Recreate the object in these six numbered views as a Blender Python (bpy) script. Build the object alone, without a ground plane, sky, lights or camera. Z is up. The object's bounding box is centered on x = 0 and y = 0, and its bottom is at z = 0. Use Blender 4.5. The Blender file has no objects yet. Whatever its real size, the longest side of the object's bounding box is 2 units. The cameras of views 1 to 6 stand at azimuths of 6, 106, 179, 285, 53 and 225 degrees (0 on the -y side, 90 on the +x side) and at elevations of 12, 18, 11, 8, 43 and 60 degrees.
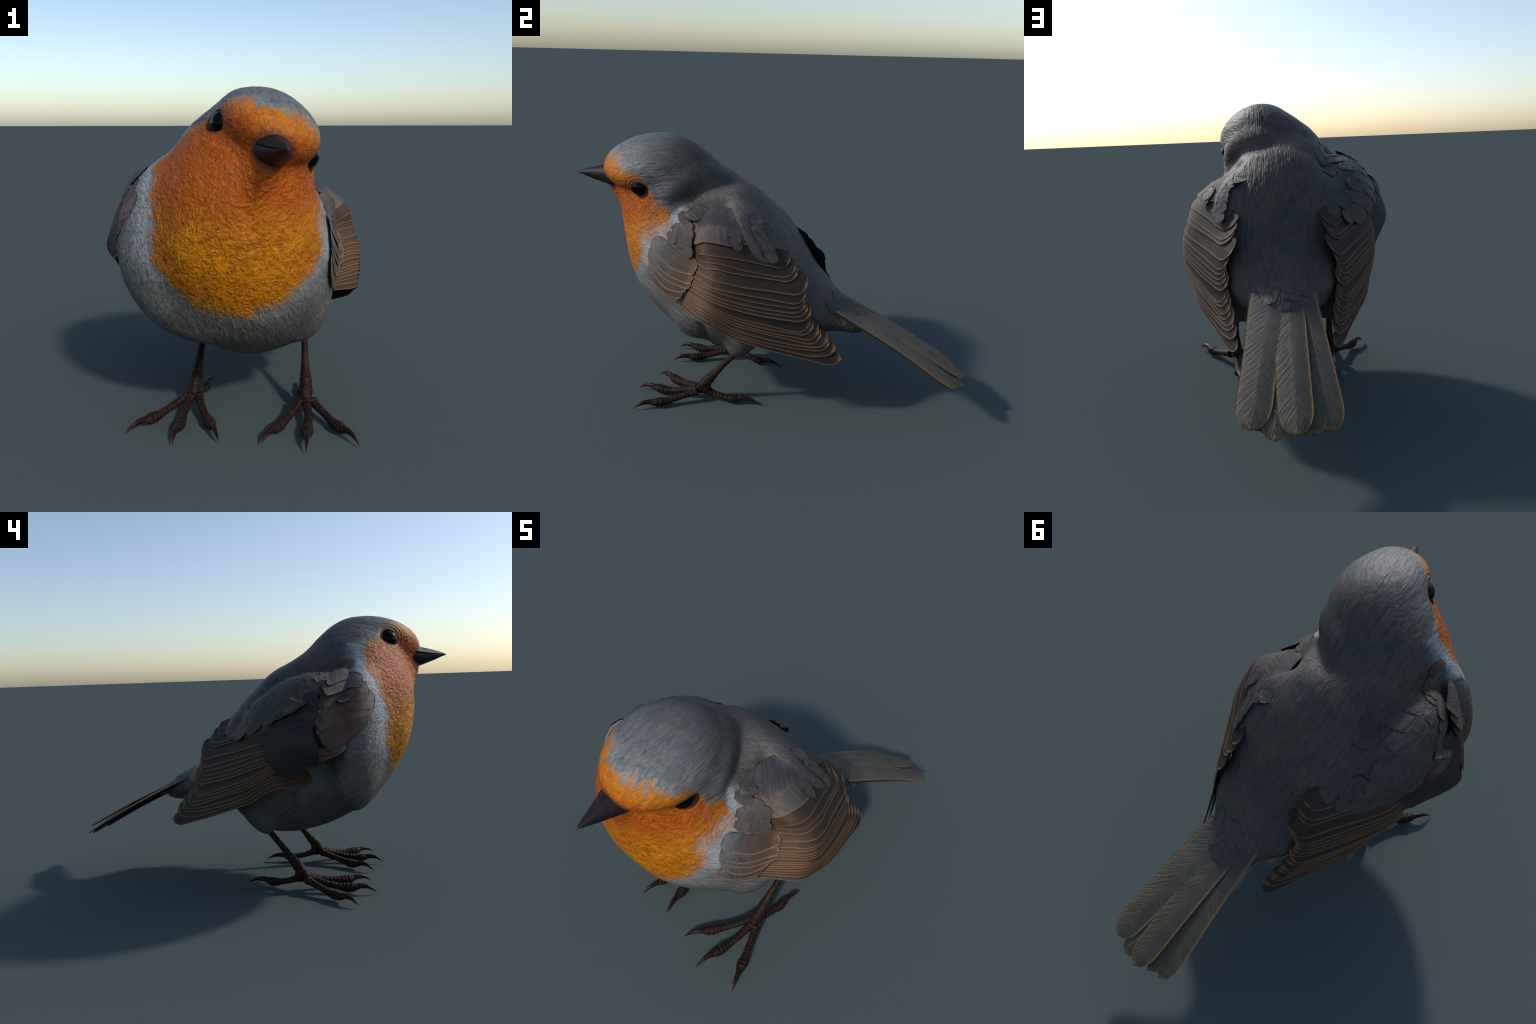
"""A robin standing on both feet, head turned to its left.
Body: smooth blend of ellipsoids (one implicit surface), wings / tail: overlapping
feather blades laid on curved sheets, feet: scaled tubes with curved claws."""
import bpy, math
import numpy as np
from mathutils import Vector

rng = np.random.default_rng(7)
MID = 0.052                                   # mirror plane of torso, wings and feet
# ------------------------------------------------------------------ head frame
HC = np.array([0.156, -0.667, 1.176])         # point between the eyes
FH = np.array([0.27778, -0.95924, -0.05196])  # beak direction
XH = np.array([0.88922, 0.27722, -0.36392])   # towards the bird's left eye
UH = np.array([0.36349, 0.05489, 0.92998])    # crown direction


def head_pt(x, f, u):
    return HC + x * XH + f * FH + u * UH


# ------------------------------------------------------------------ implicit body
# torso: (y, z, radii xyz, pitch)   pair: (dx, y, z, radii, pitch)
# head: (f, u, radii, pitch)        free: (x, y, z, radii, pitch)
BLOBS = [
    ("breast", "T", [-0.3565, 0.6969, 0.3571, 0.4787, 0.3742, -0.685]),
    ("belly", "T", [-0.1825, 0.5824, 0.3483, 0.3464, 0.3247, -0.5098]),
    ("mantle", "T", [-0.0147, 0.8508, 0.3011, 0.2979, 0.0934, -0.8736]),
    ("rump", "T", [0.1381, 0.6118, 0.2486, 0.2779, 0.1171, -0.6939]),
    ("tailbase", "T", [0.3552, 0.4993, 0.1286, 0.1616, 0.0713, -0.3666]),
    ("shoulder", "P", [0.1993, -0.3474, 0.7293, 0.109, 0.3735, 0.1983, -0.5611]),
    ("flank", "N", [0.2737, -0.3234, 0.5062, 0.1043, 0.1149, 0.1566, -0.4634]),
    ("thigh", "P", [0.2492, -0.0594, 0.421, 0.0646, 0.0663, 0.1525, -0.5368]),
    ("cranium", "H", [-0.0254, 0.0507, 0.1815, 0.2227, 0.1147, -0.1341]),
    ("face", "H", [-0.0047, -0.0637, 0.0656, 0.1992, 0.201, 0.0128]),
    ("throat", "H", [-0.1372, -0.2623, 0.2744, 0.2872, 0.4103, 0.0482]),
    ("chest", "N", [-0.1028, -0.5743, 0.7713, 0.3168, 0.1502, 0.3707, 0.0598]),
    ("raised_shoulder", "N", [-0.258, -0.27, 0.885, 0.165, 0.27, 0.155, -0.55]),
    ("nape", "N", [0.0212, -0.3709, 1.1056, 0.2084, 0.3066, 0.0939, -0.3885]),
]

def tilted(a, ex, ey, ez):
    c, s = math.cos(a), math.sin(a)
    return np.array([ex, c * ey + s * ez, -s * ey + c * ez])


def blob_list():
    eye3 = np.eye(3)
    out = []
    for _, kind, p in BLOBS:
        p = np.array(p)
        if kind == "T":
            out.append((np.array([MID, p[0], p[1]]), p[2:5], tilted(p[5], *eye3)))
        elif kind == "P":
            for s in (1, -1):
                out.append((np.array([MID + s * p[0], p[1], p[2]]), p[3:6], tilted(p[6], *eye3)))
        elif kind == "H":
            out.append((head_pt(0, p[0], p[1]), p[2:5], tilted(p[5], XH, FH, UH)))
        else:
            out.append((p[:3], p[3:6], tilted(p[6], *eye3)))
    return out


BL = blob_list()


def field(P, k=0.022):
    """signed distance (approximate) to the smooth union of the ellipsoids"""
    ds = []
    for c, r, R in BL:
        q = (P - c) @ R.T
        k0 = np.sqrt(((q / r) ** 2).sum(-1)) + 1e-9
        k1 = np.sqrt(((q / r**2) ** 2).sum(-1)) + 1e-9
        ds.append(k0 * (k0 - 1) / k1)
    ds = np.array(ds)
    m = ds.min(0)
    return m - k * np.log(np.exp(-(ds - m) / k).sum(0))


def gradient(P, fn=field, e=2e-3):
    g = np.empty_like(P)
    for i in range(3):
        d = np.zeros(3)
        d[i] = e
        g[:, i] = (fn(P + d) - fn(P - d)) / (2 * e)
    return g


def project(P, n, fn=field):
    for _ in range(n):
        g = gradient(P, fn)
        f = fn(P)
        step = f / np.maximum((g * g).sum(1), 0.05)
        P = P - np.clip(step, -0.05, 0.05)[:, None] * g
    return P


def outermost(Y, side, fn=field, n=90):
    """distance from the mirror plane of the outermost surface at each (y, z)"""
    dx = np.linspace(0.75, 0.0, n)
    P = np.empty((len(Y), n, 3))
    P[..., 0] = MID + side * dx[None]
    P[..., 1:] = Y[:, None]
    f = fn(P.reshape(-1, 3)).reshape(len(Y), n)
    hit = f < 0
    i = np.maximum(hit.argmax(1), 1)
    k = np.arange(len(Y))
    a, b = f[k, i - 1], f[k, i]
    t = a / np.where(np.abs(a - b) < 1e-9, 1, a - b)
    out = dx[i - 1] + (dx[i] - dx[i - 1]) * np.clip(t, 0, 1)
    return np.where(hit.any(1), out, 0.0)


# ------------------------------------------------------------------ noise
_perm = np.random.default_rng(3).permutation(256)
_perm = np.concatenate([_perm, _perm, _perm])
_grads = np.random.default_rng(5).normal(size=(256, 3))
_grads /= np.linalg.norm(_grads, axis=1)[:, None]


def noise(P):
    P = np.asarray(P, float)
    i = np.floor(P).astype(int)
    f = P - i
    u = f * f * f * (f * (f * 6 - 15) + 10)
    i &= 255
    tot = 0
    for dx in (0, 1):
        for dy in (0, 1):
            for dz in (0, 1):
                h = _perm[_perm[_perm[i[:, 0] + dx] + i[:, 1] + dy] + i[:, 2] + dz]
                w = (u[:, 0] if dx else 1 - u[:, 0]) * (u[:, 1] if dy else 1 - u[:, 1]) * (u[:, 2] if dz else 1 - u[:, 2])
                tot = tot + w * (_grads[h] * (f - np.array([dx, dy, dz]))).sum(1)
    return tot * 1.6


def sstep(a, b, x):
    t = np.clip((x - a) / (b - a), 0, 1)
    return t * t * (3 - 2 * t)


# ------------------------------------------------------------------ material helpers
class Mat:
    def __init__(self, name):
        self.m = bpy.data.materials.new(name)
        self.m.use_nodes = True
        self.t = self.m.node_tree
        self.b = self.t.nodes["Principled BSDF"]

    def node(self, kind, **kw):
        n = self.t.nodes.new(kind)
        for k, v in kw.items():
            setattr(n, k, v)
        return n

    def link(self, a, b):
        if isinstance(a, (int, float)):
            b.default_value = a
        elif isinstance(a, (tuple, list)):
            if len(b.default_value) == 4 and len(a) == 3:
                a = (*a, 1)
            b.default_value = a
        else:
            self.t.links.new(a, b)

    def math(self, op, a, b=0.0, c=0.0, clamp=False):
        n = self.node("ShaderNodeMath", operation=op, use_clamp=clamp)
        for s, v in zip(n.inputs, (a, b, c)):
            self.link(v, s)
        return n.outputs[0]

    def add(self, a, b): return self.math("ADD", a, b)
    def sub(self, a, b): return self.math("SUBTRACT", a, b)
    def mul(self, a, b): return self.math("MULTIPLY", a, b)
    def mini(self, a, b): return self.math("MINIMUM", a, b)
    def maxi(self, a, b): return self.math("MAXIMUM", a, b)

    def smooth(self, lo, hi, x, a=0.0, b=1.0):
        n = self.node("ShaderNodeMapRange", interpolation_type="SMOOTHSTEP")
        self.link(x, n.inputs["Value"])
        for k, v in (("From Min", lo), ("From Max", hi), ("To Min", a), ("To Max", b)):
            self.link(v, n.inputs[k])
        return n.outputs[0]

    def mix(self, f, a, b, kind="MIX"):
        n = self.node("ShaderNodeMix", data_type="RGBA", blend_type=kind)
        self.link(f, n.inputs[0])
        self.link(a, n.inputs[6])
        self.link(b, n.inputs[7])
        return n.outputs[2]

    def dot(self, v, w):
        n = self.node("ShaderNodeVectorMath", operation="DOT_PRODUCT")
        self.link(v, n.inputs[0])
        n.inputs[1].default_value = tuple(float(c) for c in w)
        return n.outputs["Value"]

    def vsub(self, v, w):
        n = self.node("ShaderNodeVectorMath", operation="SUBTRACT")
        self.link(v, n.inputs[0])
        n.inputs[1].default_value = tuple(float(c) for c in w)
        return n.outputs[0]

    def combine(self, x, y, z):
        n = self.node("ShaderNodeCombineXYZ")
        for s, v in zip(n.inputs, (x, y, z)):
            self.link(v, s)
        return n.outputs[0]

    def xyz(self, v):
        n = self.node("ShaderNodeSeparateXYZ")
        self.link(v, n.inputs[0])
        return n.outputs

    def noise(self, v, scale, detail=2.0, rough=0.5, dist=0.0):
        n = self.node("ShaderNodeTexNoise")
        if v is not None:
            self.link(v, n.inputs["Vector"])
        n.inputs["Scale"].default_value = scale
        n.inputs["Detail"].default_value = detail
        n.inputs["Roughness"].default_value = rough
        n.inputs["Distortion"].default_value = dist
        return n.outputs["Fac"]

    def coords(self, which):
        return self.node("ShaderNodeTexCoord").outputs[which]

    def ramp(self, f, stops, interp="LINEAR"):
        n = self.node("ShaderNodeValToRGB")
        r = n.color_ramp
        r.interpolation = interp
        while len(r.elements) < len(stops):
            r.elements.new(0.5)
        for e, (p, c) in zip(r.elements, stops):
            e.position = p
            e.color = (*c, 1) if len(c) == 3 else c
        self.link(f, n.inputs[0])
        return n.outputs[0]

    def bump(self, h, strength, dist, prev=None):
        n = self.node("ShaderNodeBump")
        n.inputs["Strength"].default_value = strength
        n.inputs["Distance"].default_value = dist
        self.link(h, n.inputs["Height"])
        if prev is not None:
            self.link(prev, n.inputs["Normal"])
        return n.outputs[0]

    def out(self, color, rough=0.6, spec=0.4, normal=None):
        self.link(color, self.b.inputs["Base Color"])
        self.link(rough, self.b.inputs["Roughness"])
        self.link(spec, self.b.inputs["Specular IOR Level"])
        if normal is not None:
            self.link(normal, self.b.inputs["Normal"])
        return self.m


FORE = 0.80                                   # torso flow direction: back and down
FLOW = np.array([0.0, 0.80, -0.60])
FLOW_UP = np.array([0.0, 0.60, 0.80])


def plumage_material():
    m = Mat("body_plumage")
    p = m.coords("Object")
    x, y, z = m.xyz(p)
    h = m.vsub(p, HC)
    hx, hf, hu = m.dot(h, XH), m.dot(h, FH), m.dot(h, UH)
    ax = m.math("ABSOLUTE", hx)
    dx = m.math("ABSOLUTE", m.sub(x, MID))
    # flow-aligned coordinates on the torso and on the head
    tv = m.combine(m.sub(x, MID), m.mul(m.dot(p, FLOW), 0.19), m.dot(p, FLOW_UP))
    hv = m.combine(hx, m.mul(hf, 0.19), hu)
    head = m.smooth(-0.30, -0.12, hf)
    head = m.mul(head, m.smooth(-0.30, -0.12, hu))
    def two(scale, det, ds):
        n = m.node("ShaderNodeMix", data_type="FLOAT")
        m.link(head, n.inputs[0])
        m.link(m.noise(tv, scale, det, 0.6, ds), n.inputs[2])
        m.link(m.noise(hv, scale, det, 0.6, ds), n.inputs[3])
        return n.outputs[0]
    streak = two(75, 3, 0.6)
    streak_fine = two(170, 2, 0.3)
    tuft = two(32, 2, 0.8)
    lumps = m.noise(p, 34, 2, 0.55, 1.4)
    blotch = m.noise(p, 7, 3, 0.6, 0.4)
    blotch2 = m.noise(p, 16, 3, 0.6, 0.4)
    # ---- signed distance (positive inside) of the orange face and breast
    g = m.node("ShaderNodeFloatCurve")
    cu = g.mapping.curves[0]
    knots = [(-0.20, -0.12), (-0.15, -0.095), (-0.075, -0.040), (-0.035, 0.040), (0.02, 0.076), (0.15, 0.105), (0.25, 0.16)]
    px = lambda f, u: ((f + 0.25) / 0.5, (u + 0.2) / 0.4)
    while len(cu.points) < len(knots):
        cu.points.new(0.5, 0.5)
    for q, (f, u) in zip(cu.points, knots):
        q.location = px(f, u)
        q.handle_type = "VECTOR"
    g.mapping.use_clip = False
    g.mapping.update()
    m.link(m.math("MULTIPLY_ADD", hf, 2.0, 0.5), g.inputs["Value"])
    top = m.math("MULTIPLY_ADD", g.outputs[0], 0.4, -0.2)
    d1 = m.sub(top, hu)
    d2 = m.add(hf, 0.145)
    d3 = m.sub(0.300, dx)
    zb = m.math("MULTIPLY_ADD", m.mul(dx, dx), 2.2, 0.553)
    d4 = m.mul(m.sub(z, zb), 0.75)
    d5 = m.mul(m.sub(-0.44, y), 0.8)
    d = m.mini(m.mini(d1, d2), m.mini(m.mini(d3, d4), d5))
    rough_edge = m.add(m.mul(m.sub(m.noise(p, 15, 1.5, 0.5, 0.5), 0.5), 0.09), m.add(m.mul(m.sub(streak, 0.5), 0.10), m.mul(m.sub(tuft, 0.5), 0.09)))
    de = m.add(d, m.mul(rough_edge, m.smooth(0.10, -0.05, hu, 1.0, 0.6)))
    orange = m.smooth(-0.022, 0.020, de)
    # ---- greys
    up = m.dot(m.node("ShaderNodeNewGeometry").outputs["Normal"], (0, 0.25, 0.97))
    back = m.mix(m.smooth(0.35, 0.68, blotch2), (0.058, 0.055, 0.052), (0.078, 0.062, 0.046))
    back = m.mix(m.smooth(0.3, 0.75, blotch), back, (0.046, 0.044, 0.043))
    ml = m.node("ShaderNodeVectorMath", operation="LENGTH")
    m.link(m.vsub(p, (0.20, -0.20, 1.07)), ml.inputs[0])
    back = m.mix(m.smooth(0.17, 0.03, ml.outputs["Value"], 0.0, 0.75), back, (0.125, 0.112, 0.104))  # lit mantle behind the neck fold, painted as a paler spot
    crown = m.mix(m.smooth(0.3, 0.7, blotch2), (0.094, 0.106, 0.116), (0.122, 0.126, 0.124))
    crown_f = m.mul(m.smooth(-0.30, 0.06, hf), m.smooth(-0.10, 0.05, hu))
    grey = m.mix(crown_f, back, crown)
    # belly and flanks: pale grey with a brown wash
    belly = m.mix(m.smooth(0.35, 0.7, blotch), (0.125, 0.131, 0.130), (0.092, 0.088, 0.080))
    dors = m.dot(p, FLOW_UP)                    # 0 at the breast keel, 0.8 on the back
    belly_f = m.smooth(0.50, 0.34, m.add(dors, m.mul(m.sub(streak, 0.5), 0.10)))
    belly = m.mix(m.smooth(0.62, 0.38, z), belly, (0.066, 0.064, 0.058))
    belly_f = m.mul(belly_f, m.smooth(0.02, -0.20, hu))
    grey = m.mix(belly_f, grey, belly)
    # whitish collar beside the orange
    collar = m.mul(m.smooth(-0.115, -0.02, m.add(d, m.mul(m.sub(streak, 0.5), 0.06))), m.smooth(-0.02, -0.10, hu))
    collar = m.mul(collar, m.smooth(0.62, 0.80, z))
    grey = m.mix(m.mul(collar, 0.95), grey, (0.235, 0.26, 0.28))
    lores = m.mul(m.smooth(-0.05, 0.0, d1), m.smooth(0.02, 0.08, hf))
    grey = m.mix(m.mul(lores, 0.5), grey, (0.19, 0.20, 0.19))
    # orange: redder on face and throat, yellower on the breast
    low = m.smooth(1.02, 0.80, m.add(z, m.mul(m.sub(blotch2, 0.5), 0.25)))
    og = m.mix(low, (0.30, 0.064, 0.003), (0.34, 0.116, 0.001))
    og = m.mix(m.smooth(0.48, 0.72, m.noise(p, 30, 3, 0.6, 0.5)), og, m.mix(low, (0.31, 0.088, 0.003), (0.225, 0.050, 0.0015)))
    og = m.mix(m.mul(low, m.mul(m.smooth(0.50, 0.70, m.noise(p, 8, 3, 0.6, 0.6)), 0.7)), og, (0.44, 0.17, 0.001))
    brow = m.mul(m.smooth(0.03, 0.07, hu), m.smooth(0.0, 0.08, hf))
    og = m.mix(m.mul(brow, 0.6), og, (0.41, 0.140, 0.005))
    rim = m.mul(m.smooth(0.05, 0.0, de), 0.6)
    og = m.mix(rim, og, (0.29, 0.115, 0.016))
    # dark ring on the plumage round the bill base
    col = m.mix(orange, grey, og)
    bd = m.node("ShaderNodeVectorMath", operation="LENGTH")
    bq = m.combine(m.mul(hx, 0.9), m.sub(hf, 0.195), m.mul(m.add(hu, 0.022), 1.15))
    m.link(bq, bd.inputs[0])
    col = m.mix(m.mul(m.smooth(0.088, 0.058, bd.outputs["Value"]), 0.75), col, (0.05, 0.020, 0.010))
    # eye ring
    er = m.node("ShaderNodeVectorMath", operation="LENGTH")
    m.link(m.combine(m.mul(m.sub(ax, 0.178), 0.6), hf, m.mul(hu, 1.0)), er.inputs[0])
    e = er.outputs["Value"]
    col = m.mix(m.mul(m.smooth(0.050, 0.041, e), 0.85), col, (0.045, 0.026, 0.010))
    ring = m.mul(m.smooth(0.095, 0.05, e), m.smooth(0.6, 0.9, m.math("SINE", m.mul(e, 420))))
    col = m.mix(m.mul(ring, 0.22), col, (0.08, 0.04, 0.015))
    # streaking
    k = m.math("MULTIPLY_ADD", m.sub(streak, 0.5), 1.15, 1.0)
    k = m.mul(k, m.math("MULTIPLY_ADD", m.sub(tuft, 0.5), 0.7, 1.0))
    k = m.mul(k, m.math("MULTIPLY_ADD", m.sub(streak_fine, 0.5), 0.8, 1.0))
    vm = m.node("ShaderNodeVectorMath", operation="SCALE")
    m.link(col, vm.inputs[0]); m.link(k, vm.inputs["Scale"])
    nrm = m.bump(m.mul(tuft, m.math("MULTIPLY_ADD", orange, -0.6, 1.0)), 0.45, 0.016)
    nrm = m.bump(streak, 0.75, 0.008, nrm)
    nrm = m.bump(streak_fine, 0.6, 0.004, nrm)
    nrm = m.bump(m.mul(lumps, m.mul(orange, m.smooth(0.06, -0.12, hu))), 0.5, 0.020, nrm)
    spec = m.mix(orange, m.mix(crown_f, (0.22, 0.22, 0.22), (0.42, 0.42, 0.42)), (0.22, 0.22, 0.22))
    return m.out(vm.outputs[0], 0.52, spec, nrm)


def feather_material(name, base, tip, fringe, fringe_w=0.12, barb=60, grey_base=None, barb_bump=0.3, rough=0.65, upper_fringe=0.0, fr_amt=1.0, slant=0.28, barb_amt=0.2, upper=None):
    """Generated coordinates: x along the shaft 0..1, y across the vane 0..1."""
    m = Mat(name)
    g = m.coords("Generated")
    s, t, _ = m.xyz(g)
    o = m.coords("Object")
    rnd = m.node("ShaderNodeObjectInfo").outputs["Random"]
    col = m.mix(m.smooth(0.0, 0.9, s), base, tip)
    if grey_base:
        col = m.mix(m.smooth(0.34, 0.0, s), col, grey_base)
    if upper:
        col = m.mix(m.smooth(0.40, 0.62, m.add(t, m.mul(m.smooth(0.3, 0.0, s), -0.25))), col, upper)
    mott = m.noise(o, 22, 3, 0.6)
    col = m.mix(m.mul(m.smooth(0.35, 0.7, mott), 0.5), col, m.mix(0.5, tip, (0.02, 0.018, 0.018)))
    # barbs leave the shaft obliquely
    off = m.math("ABSOLUTE", m.sub(t, 0.45))
    ph = m.sub(s, m.mul(m.math("POWER", off, 0.85), slant))
    wob = m.noise(o, 11, 2, 0.5)
    ph = m.add(ph, m.mul(wob, 0.02))
    seed = m.mul(rnd, 37.0)
    coarse = m.noise(m.combine(m.mul(ph, barb * 1.6), m.mul(t, 1.6), seed), 1.0, 2, 0.65)
    fine = m.noise(m.combine(m.mul(ph, barb * 5.0), m.mul(t, 3.0), seed), 1.0, 2, 0.6)
    wob2 = m.add(m.mul(coarse, 0.8), m.mul(fine, 0.5))
    fr = m.smooth(fringe_w, fringe_w * 0.15, m.add(t, m.mul(m.sub(fine, 0.5), 0.03)))
    fr = m.maxi(fr, m.smooth(0.965, 0.992, s))
    if upper_fringe:
        fr = m.maxi(fr, m.mul(m.smooth(1 - fringe_w, 1 - fringe_w * 0.2, t), upper_fringe))
    col = m.mix(m.mul(fr, fr_amt), col, fringe)
    shaft = m.smooth(0.022, 0.006, off)
    col = m.mix(m.mul(shaft, 0.25), col, fringe)
    k = m.math("MULTIPLY_ADD", m.sub(wob2, 0.65), barb_amt * 4, 1.0)
    k = m.mul(k, m.math("MULTIPLY_ADD", rnd, 0.25, 0.87))
    vm = m.node("ShaderNodeVectorMath", operation="SCALE")
    m.link(col, vm.inputs[0]); m.link(k, vm.inputs["Scale"])
    nrm = m.bump(wob2, barb_bump, 0.008)
    return m.out(vm.outputs[0], rough, 0.25, nrm)


def simple_material(name, color, color2, scale, rough, spec=0.5, bump=0.2, dist=0.003, stretch=(1, 1, 1)):
    m = Mat(name)
    o = m.coords("Object")
    mp = m.node("ShaderNodeMapping")
    m.link(o, mp.inputs["Vector"])
    mp.inputs["Scale"].default_value = stretch
    f = m.noise(mp.outputs[0], scale, 3, 0.6)
    col = m.mix(m.smooth(0.35, 0.68, f), color, color2)
    return m.out(col, rough, spec, m.bump(f, bump, dist))


# ------------------------------------------------------------------ object helpers
def link(ob, parent=None):
    bpy.context.scene.collection.objects.link(ob)
    if parent is not None:
        ob.parent = parent
    return ob


def mesh_object(name, V, faces, mat, parent, flat=None, smooth=True):
    me = bpy.data.meshes.new(name)
    me.from_pydata([tuple(v) for v in np.asarray(V)], [], faces)
    me.materials.append(mat)
    if smooth:
        me.shade_smooth()
    me.update()
    ob = link(bpy.data.objects.new(name, me), parent)
    if flat is not None:
        # the piece is modelled flat (basis) and bent into place by a shape key, so that
        # Generated coordinates run along and across the flat piece
        me.use_auto_texspace = False
        me.texspace_location = (0.5, 0.5, 0.5)
        me.texspace_size = (0.5, 0.5, 0.5)
        me.vertices.foreach_set("co", np.asarray(flat, float).ravel())
        ob.shape_key_add(name="flat")
        key = ob.shape_key_add(name="laid")
        key.data.foreach_set("co", np.asarray(V, float).ravel())
        key.value = 1.0
    return ob


def grid_faces(nu, nv, off=0, wrap=False, flip=False):
    F = []
    for i in range(nu - 1):
        for j in range(nv if wrap else nv - 1):
            a, b = off + i * nv + j, off + i * nv + (j + 1) % nv
            q = (a, b, b + nv, a + nv)
            F.append(q[::-1] if flip else q)
    return F


def spline(points, n):
    """Catmull-Rom through the points, n samples evenly spread in arc length"""
    P = np.asarray(points, float)
    Q = np.vstack([2 * P[0] - P[1], P, 2 * P[-1] - P[-2]])
    out = []
    for i in range(1, len(Q) - 2):
        for t in np.linspace(0, 1, 24, endpoint=False):
            a, b, c, d = Q[i - 1], Q[i], Q[i + 1], Q[i + 2]
            out.append(0.5 * (2 * b + (c - a) * t + (2 * a - 5 * b + 4 * c - d) * t * t + (3 * b - a - 3 * c + d) * t**3))
    out.append(P[-1])
    out = np.array(out)
    L = np.r_[0, np.cumsum(np.linalg.norm(np.diff(out, axis=0), axis=1))]
    s = np.linspace(0, L[-1], n)
    return np.stack([np.interp(s, L, out[:, k]) for k in range(P.shape[1])], 1)


def solid_sheet(name, top, normals, thick, mat, parent, st):
    """closed thin blade from a (nu, nv, 3) top surface"""
    nu, nv = top.shape[:2]
    T = top.reshape(-1, 3)
    N = normals.reshape(-1, 3)
    B = T - N * thick
    V = np.vstack([T, B])
    n = nu * nv
    F = grid_faces(nu, nv) + grid_faces(nu, nv, n, flip=True)
    ring = [i * nv for i in range(nu)] + [(nu - 1) * nv + j for j in range(1, nv)] + [i * nv + nv - 1 for i in range(nu - 2, -1, -1)] + [j for j in range(nv - 2, 0, -1)]
    for a, b in zip(ring, ring[1:] + ring[:1]):
        F.append((a, a + n, b + n, b))
    flat = np.zeros((n, 3))
    flat[:, :2] = st.reshape(-1, 2)
    flat = np.vstack([flat, flat + np.array([0, 0, 0.01])])
    # outward orientation
    e1 = top[1:, :-1] - top[:-1, :-1]
    e2 = top[:-1, 1:] - top[:-1, :-1]
    if (np.cross(e1, e2) * normals[:-1, :-1]).sum() > 0:
        F = [f[::-1] for f in F]
    return mesh_object(name, V, F, mat, parent, flat)


def grid_normals(G, towards):
    du = np.gradient(G, axis=0)
    dv = np.gradient(G, axis=1)
    N = np.cross(du, dv)
    N /= np.linalg.norm(N, axis=-1, keepdims=True) + 1e-12
    if (N * towards).sum() < 0:
        N = -N
    return N


# ------------------------------------------------------------------ wing sheets
class Sheet:
    """thin-plate height field: distance from the mirror plane over (y, z)"""

    def __init__(self, P):
        P = np.array(P)
        self.X = P[:, :2]
        n = len(P)
        A = np.zeros((n + 3, n + 3))
        A[:n, :n] = self.k(self.X) + 1e-5 * np.eye(n)
        A[:n, n] = 1
        A[:n, n + 1:] = self.X
        A[n:, :n] = A[:n, n:].T
        self.w = np.linalg.solve(A, np.r_[P[:, 2], 0, 0, 0])

    def k(self, Y):
        r = np.linalg.norm(Y[:, None] - self.X[None], axis=-1)
        return r**2 * np.log(r + 1e-12)

    def __call__(self, Y):
        n = len(self.X)
        return self.k(Y) @ self.w[:n] + self.w[n] + Y @ self.w[n + 1:]


FAN = Sheet([(.126, .783, .236), (.153, .742, .248), (.212, .663, .247), (.208, .618, .261), (.223, .545, .267), (.39, .319, .217),
             (.327, .321, .249), (.248, .346, .285), (.154, .378, .329), (.065, .416, .374), (-.002, .441, .402), (-.119, .494, .435),
             (-.226, .549, .457), (-.271, .818, .36), (-.29, .553, .415), (-.356, .554, .362), (-.358, .947, .303), (-.349, 1.023, .227),
             (-.298, .88, .343), (-.474, .897, .323), (-.34, .627, .367), (-.315, .662, .38), (-.15, .594, .463), (-.214, .727, .453),
             (-.238, .866, .411), (-.241, .915, .382), (.08, .87, .2), (-.1, 1.0, .22)])
COVER = Sheet([(-.43, .73, .565), (-.44, .684, .53), (-.45, .832, .535), (-.46, .95, .48), (-.34, .63, .505), (-.596, .80, .433), (-.66, .86, .36),
               (-.62, .95, .33), (-.5, 1.04, .40), (-.35, 1.039, .39), (-.35, 1.08, .325), (-.15, 1.0, .30), (-.05, .90, .31), (0, .82, .31), (0, .66, .41), (-.02, .75, .36), (-.1, .58, .46), (-.25, .56, .465), (-.15, .9, .40), (-.05, .62, .43)])


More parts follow.
